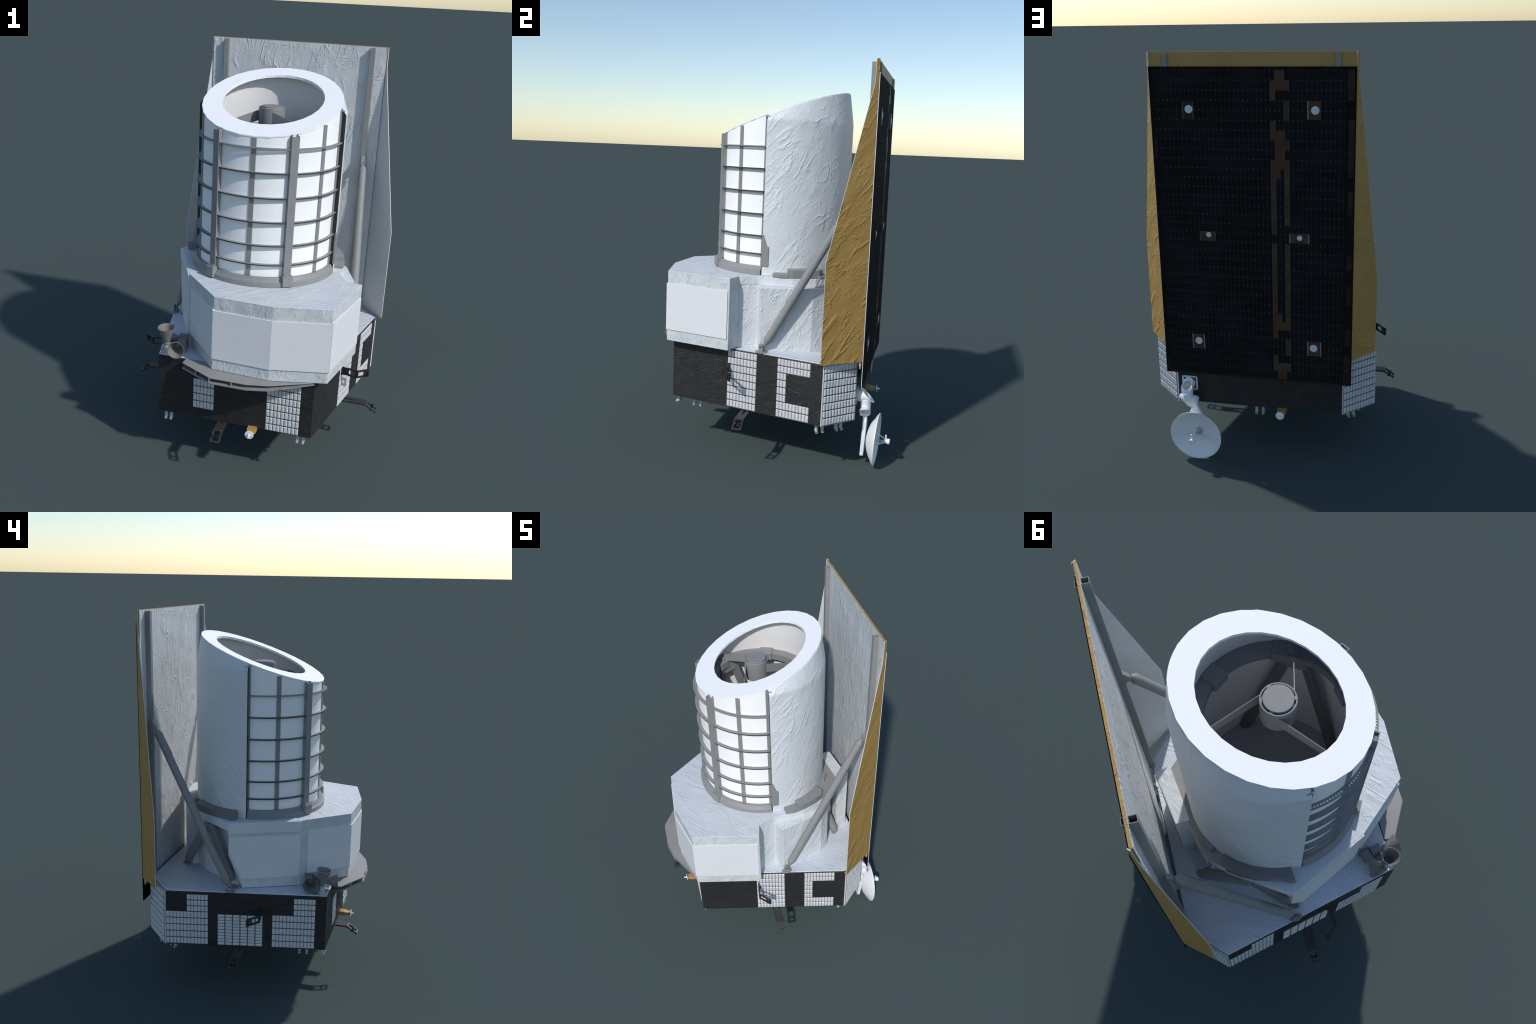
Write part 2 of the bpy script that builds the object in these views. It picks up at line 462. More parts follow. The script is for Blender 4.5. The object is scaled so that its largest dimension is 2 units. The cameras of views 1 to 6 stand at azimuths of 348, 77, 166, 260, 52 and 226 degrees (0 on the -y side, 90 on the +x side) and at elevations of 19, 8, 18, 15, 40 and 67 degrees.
# ------------------------------------------------------------------ telescope tube
tube = group("telescope_tube")
N = 96
R_OUT, R_IN = 0.3305, 0.304
def tube_wall(r, z0, top):
    out = []
    for i in range(N):
        a = 360 * i / N
        x, y = pol(r, a)
        out.append((x, y, rim_z(y) + top if z0 is None else z0))
    return out
bm = bmesh.new()
loops = [tube_wall(R_OUT, 0.9405, 0), tube_wall(R_OUT, None, -0.004), tube_wall(R_IN, None, -0.004), tube_wall(R_IN, 0.9405, 0)]
add_loft(bm, loops, cap=False, closed=True)
make("front_shell", bm, WHITE, tube, smooth=30)
bm = bmesh.new()
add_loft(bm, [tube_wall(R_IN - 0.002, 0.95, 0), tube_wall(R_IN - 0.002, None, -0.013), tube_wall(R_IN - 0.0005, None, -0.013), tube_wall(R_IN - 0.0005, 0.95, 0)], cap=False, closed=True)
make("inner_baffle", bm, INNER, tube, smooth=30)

# flat white lip, cut on the slant
def lip(r, cy, drop, n=30, turn=6):
    out = []
    for i in range(n):
        x, y = pol(r, 360 * i / n + turn, cy)
        out.append((x, y, rim_z(y) - drop))
    return out
bm = bmesh.new()
add_loft(bm, [lip(0.3338, CY, 0.0), lip(0.3338, CY, 0.006), lip(0.2425, -0.028, 0.012), lip(0.2425, -0.028, 0.0)], cap=False, closed=True)
make("aperture_lip", bm, RIM_WHITE, tube)

# insulation shell over the rear half, pulled in towards the lip
na, nz = 150, 110
A0, A1 = -3.2, 183.2
def blanket_r(a, f):
    """radius and height at angle a and height fraction f (0 foot, 1 lip)"""
    s = max(0.0, sin(radians(a)))
    x, y = pol(0.334, a)
    top = rim_z(y) - 0.006
    pull = 0.030 + 0.125 * s
    z = 0.9412 + (top - 0.9412) * f
    t = max(0.0, (z - (top - pull)) / pull)
    r = 0.3570 + (0.3352 - 0.3570) * t
    return r, z
bm = bmesh.new()
rows = []
for j in range(nz + 1):
    f = j / nz
    row = []
    for i in range(na + 1):
        a = A0 + (A1 - A0) * i / na
        r, z = blanket_r(a, f)
        x, y = pol(r, a)
        q = Vector((a / 18 + z * 5, z * 7 - a / 28, 3.1))
        w = noise.noise(q) * 0.5 + noise.noise(q * 2.7) * 0.3
        crease = max(0.0, 1 - abs(noise.noise(Vector((a / 9 + z * 9, z * 3.5 - a / 60, 1.7)))) * 9)
        edge = min(1.0, i / 6, (na - i) / 6, j / 4, (nz - j) / 6)
        d = edge * (0.0012 * w + 0.0016 * crease * max(0, noise.noise(q * 0.7) + 0.25))
        x, y = pol(r + d, a)
        row.append(bm.verts.new((x, y, z)))
    rows.append(row)
inner = []
for j in (0, nz):
    row = []
    for i in range(na + 1):
        a = A0 + (A1 - A0) * i / na
        r, z = blanket_r(a, j / nz)
        x, y = pol(0.3325 if j else 0.340, a)
        row.append(bm.verts.new((x, y, z)))
    inner.append(row)
for j in range(nz):
    for i in range(na):
        bm.faces.new((rows[j][i], rows[j][i + 1], rows[j + 1][i + 1], rows[j + 1][i]))
for i in range(na):
    bm.faces.new((rows[0][i + 1], rows[0][i], inner[0][i], inner[0][i + 1]))
    bm.faces.new((rows[nz][i], rows[nz][i + 1], inner[1][i + 1], inner[1][i]))
    bm.faces.new((inner[0][i], inner[0][i + 1], inner[1][i + 1], inner[1][i]))
for i in (0, na):
    bm.faces.new([rows[j][i] for j in range(nz + 1)] + [inner[1][i], inner[0][i]]).material_index = 1  # end faces painted black to show the shadowed gap behind the blanket edge
make("tube_blanket", bm, [WHITE_FOIL, BLACK], tube, smooth=40)

# vertical stiffeners
def stiffener(ang, width, r1, z0, z1, name="stiffener", r0=0.328):
    d = Vector((cos(radians(ang)), sin(radians(ang)), 0))
    c = Vector((0, CY, (z0 + z1) / 2)) + d * ((r0 + r1) / 2)
    bm = bmesh.new()
    add_box(bm, c, (width / 2, (r1 - r0) / 2, (z1 - z0) / 2), (Vector((-d.y, d.x, 0)), d, Vector((0, 0, 1))))
    return make(name, bm, GREY, tube, bevel=0.0008)
for ang, zt in ((-89.3, 1.629), (-30, 1.685), (-150, 1.685)):
    stiffener(ang, 0.0225, 0.3345, 0.985, zt)
for ang in (-4.2, -176.5):
    stiffener(ang, 0.017, 0.3375, 0.944, 1.738, r0=0.320)
for ang in (-58.5, -120.6):
    d = Vector((cos(radians(ang)), sin(radians(ang)), 0))
    u = Vector((-d.y, d.x, 0))
    bm = bmesh.new()
    def wall(o, half_w, ra, rb, z0, z1):
        add_box(bm, Vector((0, CY, (z0 + z1) / 2)) + d * ((ra + rb) / 2) + u * o, (half_w, (rb - ra) / 2, (z1 - z0) / 2), (u, d, Vector((0, 0, 1))))
    wall(0, 0.0185, 0.348, 0.3525, 0.985, 1.643)
    wall(-0.0165, 0.002, 0.328, 0.3482, 0.985, 1.645)
    wall(0.0165, 0.002, 0.328, 0.3482, 0.985, 1.645)
    wall(0, 0.0160, 0.330, 0.3478, 1.625, 1.636)
    wall(-0.012, 0.003, 0.331, 0.336, 1.640, 1.650)
    wall(0.014, 0.003, 0.331, 0.336, 1.640, 1.652)
    make("stiffener", bm, GREY, tube, bevel=0.0006)
    bm = bmesh.new()
    wall(0, 0.025, 0.340, 0.371, 0.947, 0.997)
    wall(0, 0.018, 0.338, 0.360, 0.995, 1.004)
    make("clamp_block", bm, GREY, tube, bevel=0.0015)
# clips at the upper ends of the shell edges
bm = bmesh.new()
add_sector(bm, -5, 3.5, [(0.332, 1.729), (0.3478, 1.729), (0.3465, 1.734), (0.332, 1.734)], 5)
add_sector(bm, 177.0, 185, [(0.332, 1.729), (0.3478, 1.729), (0.3465, 1.734), (0.332, 1.734)], 5)
make("edge_clip", bm, GREY, tube)
bm = bmesh.new()
pts = [(-3.6, 0.985), (2.0, 0.985), (2.3, 1.000), (2.3, 1.086), (0.6, 1.090), (-2.4, 1.146), (-3.6, 1.146)]
add_loft(bm, [[(*pol(0.352, a), z) for a, z in pts], [(*pol(0.3612, a), z) for a, z in pts]])
make("edge_plate", bm, GREY, tube, bevel=0.0008)
# ring of the foot
make("base_ring", sector(-175.8, -4.2, [(0.330, 0.9415), (0.361, 0.9415), (0.361, 0.963), (0.3555, 0.967), (0.346, 0.984), (0.330, 0.984)], 72), GREY, tube, smooth=25)
# hoops
def dark_rim(bm, r):
    """gives the outer edge of a hoop a darker colour"""
    for f in bm.faces:
        c = f.calc_center_median()
        if sqrt(c.x ** 2 + (c.y - CY) ** 2) > r:
            f.material_index = 1
for z in (1.475, 1.3615, 1.2485, 1.138, 1.0455):
    bm = sector(-176.5, -3.5, [(0.3285, z - 0.003), (0.3495, z - 0.003), (0.3495, z + 0.003), (0.3285, z + 0.003)], 72)
    dark_rim(bm, 0.3490)
    make("hoop", bm, [GREY, EDGE_DARK], tube, smooth=25)
bm = bmesh.new()
cells = 89
za, zb = 1.5835, 1.5885
for c in range(cells):
    a0 = -176.3 + 172.6 * c / cells
    da = 172.6 / cells
    r0, r1 = 0.3295, 0.3505
    rm, rh = (r0 + r1) / 2 + 0.0015, 0.0044
    am = a0 + da / 2
    ring_o, ring_i = [], []
    for k in range(16):
        t = 2 * pi * k / 16 + pi / 4
        ux, uy = cos(t), sin(t)
        s = 1 / max(abs(ux), abs(uy))
        ring_o.append((am + ux * s * da / 2, rm + (uy * s) * ((r1 - rm) if uy > 0 else (rm - r0))))
        ring_i.append((am + degrees(ux * rh / rm), rm + uy * rh))
    to3 = lambda q, z: (*pol(q[1], q[0]), z)
    add_loft(bm, [[to3(q, za) for q in ring_o], [to3(q, zb) for q in ring_o], [to3(q, zb) for q in ring_i], [to3(q, za) for q in ring_i]], cap=False, closed=True)
bmesh.ops.remove_doubles(bm, verts=bm.verts, dist=1e-5)
make("perforated_hoop", bm, GREY, tube)

# inside: ring, spider, secondary mirror, primary mirror
optics = group("telescope_optics")
def add_full_ring(bm, r0, r1, z0, z1, seg=64):
    add_loft(bm, [[(*pol(r, 360 * i / seg), z) for i in range(seg)] for r, z in ((r1, z0), (r1, z1), (r0, z1), (r0, z0))], cap=False, closed=True)
bm = bmesh.new()
add_full_ring(bm, 0.248, 0.300, 1.565, 1.600)
make("support_ring", bm, GREY, optics, smooth=30)
bm = bmesh.new()
for ang, w, dz in ((38, 0.036, 0.004), (-22, 0.045, 0.003), (98, 0.03, 0.003), (158, 0.036, 0.004), (218, 0.03, 0.003), (278, 0.036, 0.004)):
    d = Vector((cos(radians(ang)), sin(radians(ang)), 0))
    add_box(bm, Vector((0, CY, 1.585)) + d * 0.268, (w, 0.034, 0.018 + dz), (Vector((-d.y, d.x, 0)), d, Vector((0, 0, 1))))
make("ring_bracket", bm, GREY, optics, bevel=0.002)
HUB = Vector((0.0, -0.047, 0))
bm = lathe((HUB.x, HUB.y, 1.615), (0, 0, 1), [(0, 0.050), (0.0, 0.0625), (0.104, 0.0635), (0.106, 0.062), (0.106, 0.0578), (0.096, 0.0575), (0.096, 0.0525), (0.111, 0.052), (0.112, 0.0505)], 40)
make("secondary_mirror_hub", bm, GREY, optics, smooth=30)
bm = bmesh.new()
for ang in (20, 140, 260):
    d = Vector((cos(radians(ang)), sin(radians(ang)), 0))
    add_box(bm, HUB + d * 0.0572 + Vector((0, 0, 1.7190)), (0.0085, 0.0060, 0.0030), (Vector((-d.y, d.x, 0)), d, Vector((0, 0, 1))))
make("hub_tab", bm, GREY, optics, bevel=0.002)
for ang in (43, 163, 283):
    a = HUB + Vector((cos(radians(ang)), sin(radians(ang)), 0)) * 0.060
    dv = Vector((cos(radians(ang + 62)), sin(radians(ang + 62)), 0))
    b = a + dv * 0.235
    s = dv.cross(Vector((0, 0, 1))) * 0.0017
    bm = bmesh.new()
    add_loft(bm, [[a + s + Vector((0, 0, 1.705)), a - s + Vector((0, 0, 1.705)), a - s + Vector((0, 0, 1.655)), a + s + Vector((0, 0, 1.655))],
                  [b + s + Vector((0, 0, 1.640)), b - s + Vector((0, 0, 1.640)), b - s + Vector((0, 0, 1.600)), b + s + Vector((0, 0, 1.600))]])
    make("spider_vane", bm, GREY, optics)
    # bracket where the vane meets the ring
    bm = bmesh.new()
    add_box(bm, b + Vector((0, 0, 1.612)), (0.022, 0.016, 0.014), (dv, Vector((-dv.y, dv.x, 0)), Vector((0, 0, 1))))
    make("vane_foot", bm, GREY, optics, bevel=0.004)
for ang in (-31.5, 88.5, 208.5):
    bm = bmesh.new()
    d = Vector((cos(radians(ang)), sin(radians(ang)), 0)); u = Vector((-d.y, d.x, 0)); o = Vector((0, CY, 0))
    lp = lambda r: [o + d * r + u * w + Vector((0, 0, z)) for w, z in ((-0.066, 1.598), (0.066, 1.598), (0.066, 1.572), (0.030, 1.528), (-0.030, 1.528), (-0.066, 1.572))]
    add_loft(bm, [lp(0.240), lp(0.268)])
    make("truss_head", bm, GREY, optics, bevel=0.002)
    for sgn in (-1, 1):
        bm = bmesh.new()
        a = Vector((*pol(0.256, ang + sgn * 8), 1.56))
        b = Vector((*pol(0.285, ang + sgn * 42), 1.01))
        dd = (b - a).normalized()
        rad_ = Vector((cos(radians(ang + sgn * 28)), sin(radians(ang + sgn * 28)), 0))
        w = dd.cross(rad_).normalized()
        add_box(bm, (a + b) / 2, ((b - a).length / 2, 0.022, 0.010), (dd, w, dd.cross(w)))
        make("truss_leg", bm, GREY_DARK, optics, bevel=0.002)
make("primary_mirror", lathe((0, CY, 0.985), (0, 0, 1), [(0, 0.30), (0.02, 0.30), (0.02, 0.262), (0.014, 0.258), (0.006, 0.15), (0.004, 0.045), (0.03, 0.043), (0.03, 0.036)], 64), MIRROR, optics, smooth=30)

# ------------------------------------------------------------------ sunshield
shield = group("sunshield")
bm = bmesh.new()
span_box(bm, (-0.4655, 0.468, 0.557), (0.4655, 0.4755, 1.9975))
make("shield_board", bm, SHIELD_FOIL, shield)
bm = bmesh.new()
span_box(bm, (-0.4665, 0.4762, 0.5565), (0.4665, 0.4790, 1.9985))
make("gold_back_sheet", bm, GOLD_FLAT, shield)
bm = bmesh.new()
span_box(bm, (-0.4665, 0.4690, 1.9980), (0.4665, 0.4785, 1.9995))
span_box(bm, (0.4660, 0.4690, 1.8750), (0.4680, 0.4785, 1.9990))
span_box(bm, (-0.4680, 0.4690, 1.8750), (-0.4660, 0.4785, 1.9990))
make("gold_edge", bm, GOLD_FOIL, shield)
def hollow_beam(bm, x, w, y0, y1, z0, z1, t=0.0022):
    """box beam open at the top"""
    def lp(i, z):
        return [(x - w + i, y0 + i, z), (x + w - i, y0 + i, z), (x + w - i, y1 - i, z), (x - w + i, y1 - i, z)]
    add_loft(bm, [lp(0, z0), lp(0, z1), lp(t, z1), lp(t, z1 - 0.05)])
for x in (-0.3862, 0.3962):
    bm = bmesh.new()
    hollow_beam(bm, x, 0.0118, 0.4415, 0.4678, 0.575, 1.992)
    hollow_beam(bm, x - (0.0 if x < 0 else 0.008), 0.0118, 0.4792, 0.4870, 0.60, 1.992, 0.0016)
    make("upright_beam", bm, GREY, shield)
# side wings, folded forward, gold outside
def wing(p, q, zk, thick=0.004):
    p, q = Vector((*p, 0)), Vector((*q, 0))
    n = (q - p).normalized().cross(Vector((0, 0, 1)))
    if n.x * p.x < 0:
        n = -n
    at = lambda f, z: p + (q - p) * f + Vector((0, 0, z))
    pts = [at(0, 0.577), at(1, 0.577), at(1, zk), at(0.085, 1.89), at(0.075, 1.999), at(0, 1.999)]
    g = group("side_wing", shield)
    bm = bmesh.new()
    add_loft(bm, [pts, [v - n * 0.0006 for v in pts]])
    make("gold_skin", bm, GOLD_FOIL, g)
    bm = bmesh.new()
    add_loft(bm, [[v - n * 0.0007 for v in pts], [v - n * thick for v in pts]])
    make("white_lining", bm, LINING_FOIL, g)
    # small folded tab at the lower front corner
    bm = bmesh.new()
    c = at(1, 0.577)
    back = (q - p).normalized()
    add_slab(bm, [c, c - n * 0.020 - back * 0.004 + Vector((0, 0, 0.010)), c - n * 0.004 - back * 0.001 + Vector((0, 0, 0.022))], 0.0015)
    make("corner_tab", bm, GOLD_FLAT, g)
wing((0.4645, 0.4845), (0.6025, 0.3045), 1.067)
wing((-0.4665, 0.4850), (-0.5690, 0.3680), 0.953)
bm = bmesh.new()
for x in (0.4575, -0.4575):
    span_box(bm, (x - 0.008, 0.4695, 0.540), (x + 0.008, 0.479, 0.5565))
make("gold_block", bm, GOLD_HORN, shield, bevel=0.001)

# ------------------------------------------------------------------ solar array
array = group("solar_array")
Y0 = 0.4850
bm = bmesh.new()
span_box(bm, (-0.4660, Y0, 0.442), (0.4650, Y0 + 0.0035, 1.9375))
make("array_board", bm, ARRAY_EDGE, array)
bm = bmesh.new()
span_box(bm, (0.4652, Y0 + 0.0002, 0.4415), (0.4664, Y0 + 0.0030, 1.938))
make("array_edge_strip", bm, DISC, array)
YS, YC = Y0 + 0.0042, Y0 + 0.0053
XL, PX, NC = 0.4435, 0.0205, 42
ZTOP, PZ, NR = 1.9235, 0.04335, 34
bm = bmesh.new()
span_box(bm, (XL - PX * NC, Y0 + 0.002, ZTOP - PZ * NR), (XL, YS, ZTOP))
make("cell_substrate", bm, SUBSTRATE, array)
ribbon = {}
def mark(rows_, cols):
    for r in rows_:
        for c in cols:
            ribbon[(r, c)] = 1
C0 = 26
mark((0,), (C0 + 1, C0 + 2)); mark((1,), range(C0, C0 + 4)); mark((2,), (C0,)); mark((3, 4), (C0 + 3,)); mark((5,), (C0,))
mark((6,), range(C0, C0 + 3)); mark((7,), range(C0 + 1, C0 + 4)); mark((8,), (C0 + 1, C0 + 2)); mark((9,), range(C0, C0 + 4))
mark((10,), (C0, C0 + 1, C0 + 3)); mark(range(11, 16), (C0, C0 + 3)); mark((16,), (C0,))
mark(range(18, 26), (C0, C0 + 3)); mark((26,), (C0, C0 + 1, C0 + 3)); mark((27,), range(C0, C0 + 4)); mark((28,), (C0,))
mark((29, 30), (C0 + 3,)); mark((31,), (C0,)); mark((32,), range(C0, C0 + 4)); mark((33,), (C0 + 1, C0 + 2))
DISCS = [(0.284, 1.753, 0.0185), (-0.289, 1.753, 0.0185), (0.215, 1.173, 0.0125), (-0.218, 1.175, 0.0125), (0.288, 0.626, 0.0185), (-0.284, 0.628, 0.0185)]
PATCH = [(0.264, 0.312, 1.708, 1.788), (-0.314, -0.256, 1.712, 1.793), (0.183, 0.256, 1.143, 1.189), (-0.260, -0.172, 1.149, 1.196), (0.260, 0.318, 0.584, 0.660), (-0.318, -0.255, 0.587, 0.661)]
bmc, bmr, bmb, bmr2 = bmesh.new(), bmesh.new(), bmesh.new(), bmesh.new()
def ply(bm, pts, y0, y1):
    add_loft(bm, [[(x, y0, z) for x, z in pts], [(x, y1, z) for x, z in pts]])
for r in range(NR):
    for c in range(NC):
        x1, x0 = XL - PX * c, XL - PX * (c + 1)
        z1, z0 = ZTOP - PZ * r, ZTOP - PZ * (r + 1)
        xm, zm = (x0 + x1) / 2, (z0 + z1) / 2
        if (r, c) in ribbon:
            ply(bmr, [(x0, z0), (x1, z0), (x1, z1), (x0, z1)], Y0 + 0.003, YC - 0.0003)
            for side, x in ((1, x1), (-1, x0)):
                if (r, c - side) not in ribbon:
                    ply(bmb, [(x - 0.0016, z0), (x + 0.0016, z0), (x + 0.0016, z1), (x - 0.0016, z1)], Y0 + 0.003, YC + 0.0002)
            continue
        if any(p[0] < xm < p[1] and p[2] < zm < p[3] for p in PATCH):
            ply(bmr2, [(x0, z0), (x1, z0), (x1, z1), (x0, z1)], YS - 0.001, YC - 0.0002)
            continue
        g, k = 0.00045, 0.0030 + random.uniform(-0.0007, 0.0006)
        a0, a1, b0, b1 = x0 + g, x1 - g, z0 + 0.00012, z1 - 0.00012
        ply(bmc, [(a0 + k, b0), (a1 - k, b0), (a1, b0 + k * 1.3), (a1, b1 - k * 1.3), (a1 - k, b1), (a0 + k, b1), (a0, b1 - k * 1.3), (a0, b0 + k * 1.3)], YS - 0.001, YC)
make("solar_cell", bmc, CELL, array, stuff=True)
make("blank_cell", bmr2, ARRAY_EDGE, array, stuff=True)
make("copper_ribbon", bmr, BROWN, array, stuff=True)
make("ribbon_edge", bmb, BUSBAR, array, stuff=True)
for i, (x0, x1, z0, z1) in enumerate(PATCH):
    bm = bmesh.new()
    ply(bm, [(x0, z0), (x1, z0), (x1, z1), (x0, z1)], Y0 + 0.003, YC + 0.0002)
    make("mount_patch", bm, BROWN_RED if i else EDGE_FILM, array)
    bm = bmesh.new()
    for x in ((x0, x1) if i in (0, 2, 3, 4, 5) else (x1,)):
        ply(bm, [(x - 0.003, z0 + 0.001), (x + 0.003, z0 + 0.001), (x + 0.003, z1 - 0.001), (x - 0.003, z1 - 0.001)], Y0 + 0.003, YC + 0.001)
    if bm.verts:
        make("bare_strip", bm, PINK if i not in (0, 2) else BUSBAR, array)
    else:
        bm.free()
for x, z, r in DISCS:
    make("mount_disc", lathe((x, YC - 0.001, z), (0, 1, 0), [(0, r), (0.0025, r), (0.0042, r * 0.93), (0.0042, 0.0032), (0.0034, 0.0028)], 28), DISC, array, smooth=40)
bm = bmesh.new()
for z0, z1, x0, x1 in ((1.795, 1.925, -0.457, -0.428), (1.46, 1.715, -0.460, -0.434), (1.29, 1.40, -0.458, -0.435), (1.03, 1.10, -0.46, -0.436), (0.86, 0.95, -0.458, -0.437), (0.655, 0.74, -0.457, -0.434), (0.452, 0.60, -0.459, -0.427), (1.53, 1.62, 0.4445, 0.4555), (0.455, 0.52, 0.445, 0.456)):
    ply(bm, [(x0, z0), (x1, z0), (x1, z1), (x0, z1)], Y0 + 0.003, YS)
ply(bm, [(-0.462, 0.4435), (0.462, 0.4435), (0.462, 0.4485), (-0.462, 0.4485)], Y0 + 0.003, YS)
make("edge_film", bm, EDGE_FILM, array)

# ------------------------------------------------------------------ struts
def strut(a, b, r, cone_a=0.03, cone_b=0.03, tip=0.4, ball=False):
    a, b = Vector(a), Vector(b)
    d = (b - a)
    ln = d.length
    s = group("support_strut")
    prof = [(0, r * tip), (cone_a, r * 1.04), (cone_a + 0.004, r * 1.06), (cone_a + 0.006, r), (ln - cone_b - 0.006, r), (ln - cone_b - 0.004, r * 1.06), (ln - cone_b + 0.003, r * 1.04)]
    prof += [(ln - cone_b * 0.5, r * 0.85), (ln, r * tip)]
    make("strut_rod", lathe(a, d, prof, 28), GREY, s, smooth=30)
    return s
def foot(x, y, parent, ang=0.0, lug=True):
    bm = bmesh.new()
    u = Vector((cos(ang), sin(ang), 0)); v = Vector((-sin(ang), cos(ang), 0))
    pts = []
    for i in range(8):
        t = pi / 4 * (i + 0.5)
        pts.append((x + u.x * 0.030 * cos(t) + v.x * 0.018 * sin(t), y + u.y * 0.030 * cos(t) + v.y * 0.018 * sin(t)))
    add_prism(bm, pts, 0.5735, 0.5815)
    for i in range(4):
        t = pi / 4 * (2 * i + 1)
        add_lathe(bm, (x + u.x * 0.022 * cos(t) + v.x * 0.012 * sin(t), y + u.y * 0.022 * cos(t) + v.y * 0.012 * sin(t), 0.581), (0, 0, 1), [(0, 0.0025), (0.003, 0.0025)], 8)
    if lug:
        for o in (-0.006, 0.006):
            c = Vector((x, y, 0.594)) + v * o
            add_box(bm, c, (0.011, 0.002, 0.014), (u, v, Vector((0, 0, 1))))
            add_lathe(bm, c + Vector((0, 0, 0.014)) - v * 0.002, v, [(0, 0.011), (0.004, 0.011)], 16)
    make("strut_foot", bm, GREY, parent, bevel=0.0008)
for sx in (1, -1):
    s = strut((0.474 * sx, -0.006, 0.603), (0.4035 * sx, 0.417, 1.392), 0.0205, 0.045, 0.032, 0.25)
    foot(0.482 * sx, -0.016, s, radians(90 if sx > 0 else 90))
    bm = bmesh.new()
    x = 0.3995 * sx
    add_loft(bm, [[(x - 0.011, 0.4418, 1.375), (x + 0.011, 0.4418, 1.375), (x + 0.011, 0.4418, 1.44), (x - 0.011, 0.4418, 1.44)],
                  [(x - 0.009, 0.417, 1.385), (x + 0.009, 0.417, 1.385), (x + 0.009, 0.420, 1.408), (x - 0.009, 0.420, 1.408)]])
    make("strut_bracket", bm, GREY, s, bevel=0.001)
s = strut((-0.411, -0.004, 0.602), (-0.352, 0.135, 0.893), 0.0245, 0.035, 0.025, 0.45)
foot(-0.425, -0.020, s, radians(60), False)
s = strut((-0.182, 0.337, 0.590), (-0.350, 0.150, 0.893), 0.0235, 0.03, 0.025, 0.6)
foot(-0.186, 0.342, s, radians(40), False)
s = strut((0.240, 0.345, 0.585), (0.160, 0.230, 0.893), 0.0235, 0.03, 0.025, 0.8)
foot(0.240, 0.345, s, radians(-40), False)
# cable on the left strut
bm = bmesh.new()
a, b = Vector((-0.4035, 0.417, 1.392)), Vector((-0.474, -0.006, 0.603))
side = Vector((0.6, -0.35, 0.25)).normalized()
add_rod(bm, a + (b - a) * 0.045 + side * 0.021, a + (b - a) * 0.17 + side * 0.023, 0.0028, 8)
add_rod(bm, a + (b - a) * 0.17 + side * 0.023, a + (b - a) * 0.185 + side * 0.014, 0.0028, 8)
make("strut_cable", bm, GREY_DARK)

# ------------------------------------------------------------------ light shade under the front of the housing
ledge = group("lower_shade")
OUT = [(-0.243, -0.559), (-0.078, -0.654), (0.092, -0.655), (0.192, -0.632), (0.385, -0.535)]
INN = [(0.36, -0.512), (-0.24, -0.512)]
make("shade_plate", prism(OUT + INN, 0.5715, 0.5755), GREY_LIGHT, ledge, bevel=0.0006)
bm = bmesh.new()
low = [(x, y - 0.004) for x, y in OUT] + INN
dz = [0, 0, 0, 0.001, 0.017, 0.017, 0]
add_loft(bm, [[(x, y, 0.5470 + d) for (x, y), d in zip(low, dz)], [(x, y, 0.5515 + d) for (x, y), d in zip(low, dz)]])
make("shade_plate", bm, GREY, ledge)
bm = bmesh.new()
for f in ((OUT[0], OUT[1], 0.98), (OUT[1], OUT[2], 0.6), (OUT[0], OUT[1], 0.5)):
    x = f[0][0] + (f[1][0] - f[0][0]) * f[2]; y = f[0][1] + (f[1][1] - f[0][1]) * f[2]
    span_box(bm, (x - 0.0025, y, 0.5512), (x + 0.0025, -0.515 if y > -0.6 else y + 0.05, 0.5716))
make("shade_rib", bm, GREY_LIGHT, ledge)

# ------------------------------------------------------------------ corner horns
def horn(base, rim, r0=0.0145, r1=0.041, name="sensor_horn"):
    base, rim = Vector(base), Vector(rim)
    ln = (rim - base).length
    prof_out = [(0, r0 * 1.1), (0.006, r0 * 1.15), (0.008, r0)]
    n = 8
    for i in range(n + 1):
        f = i / n
        prof_out.append((0.010 + (ln - 0.010) * f, r0 + (r1 - r0) * (f ** 1.05)))
    prof_in = [(a, r - 0.0022) for a, r in prof_out[:2:-1]]
    h = make(name, lathe(base, rim - base, prof_out + prof_in, 40), BELL, smooth=35)
    return h
h1 = horn((-0.352, -0.477, 0.618), (-0.354, -0.483, 0.706))
h2 = horn((-0.295, -0.471, 0.619), (-0.281, -0.547, 0.626))
h3 = horn((-0.314, -0.408, 0.619), (-0.395, -0.424, 0.626))
def horn_body(parent, c, half, ang):
    u = Vector((cos(ang), sin(ang), 0)); v = Vector((-sin(ang), cos(ang), 0))
    bm = bmesh.new()
    add_box(bm, c, half, (u, v, Vector((0, 0, 1))))
    add_box(bm, Vector(c) + u * (half[0] + 0.004), (0.003, half[1] * 1.2, half[2] * 1.2), (u, v, Vector((0, 0, 1))))
    make("horn_box", bm, GREY_DARK, parent, bevel=0.003, seg=2)
horn_body(h3, (-0.298, -0.398, 0.605), (0.021, 0.019, 0.032), radians(15))
horn_body(h2, (-0.285, -0.447, 0.607), (0.022, 0.019, 0.032), radians(-75 + 180))
bm = bmesh.new()
add_lathe(bm, (-0.352, -0.477, 0.574), (0, 0, 1), [(0, 0.022), (0.008, 0.022), (0.010, 0.014), (0.044, 0.014)], 24)
make("horn_stem", bm, METAL, h1, smooth=35)
bm = bmesh.new()
add_loft(bm, [[(-0.335, -0.44, 0.575), (-0.285, -0.40, 0.575), (-0.275, -0.46, 0.575), (-0.325, -0.485, 0.575)],
              [(-0.320, -0.44, 0.597), (-0.295, -0.415, 0.597), (-0.285, -0.45, 0.597), (-0.315, -0.465, 0.597)]])
make("horn_base", bm, GREY_DARK, h3, bevel=0.002)

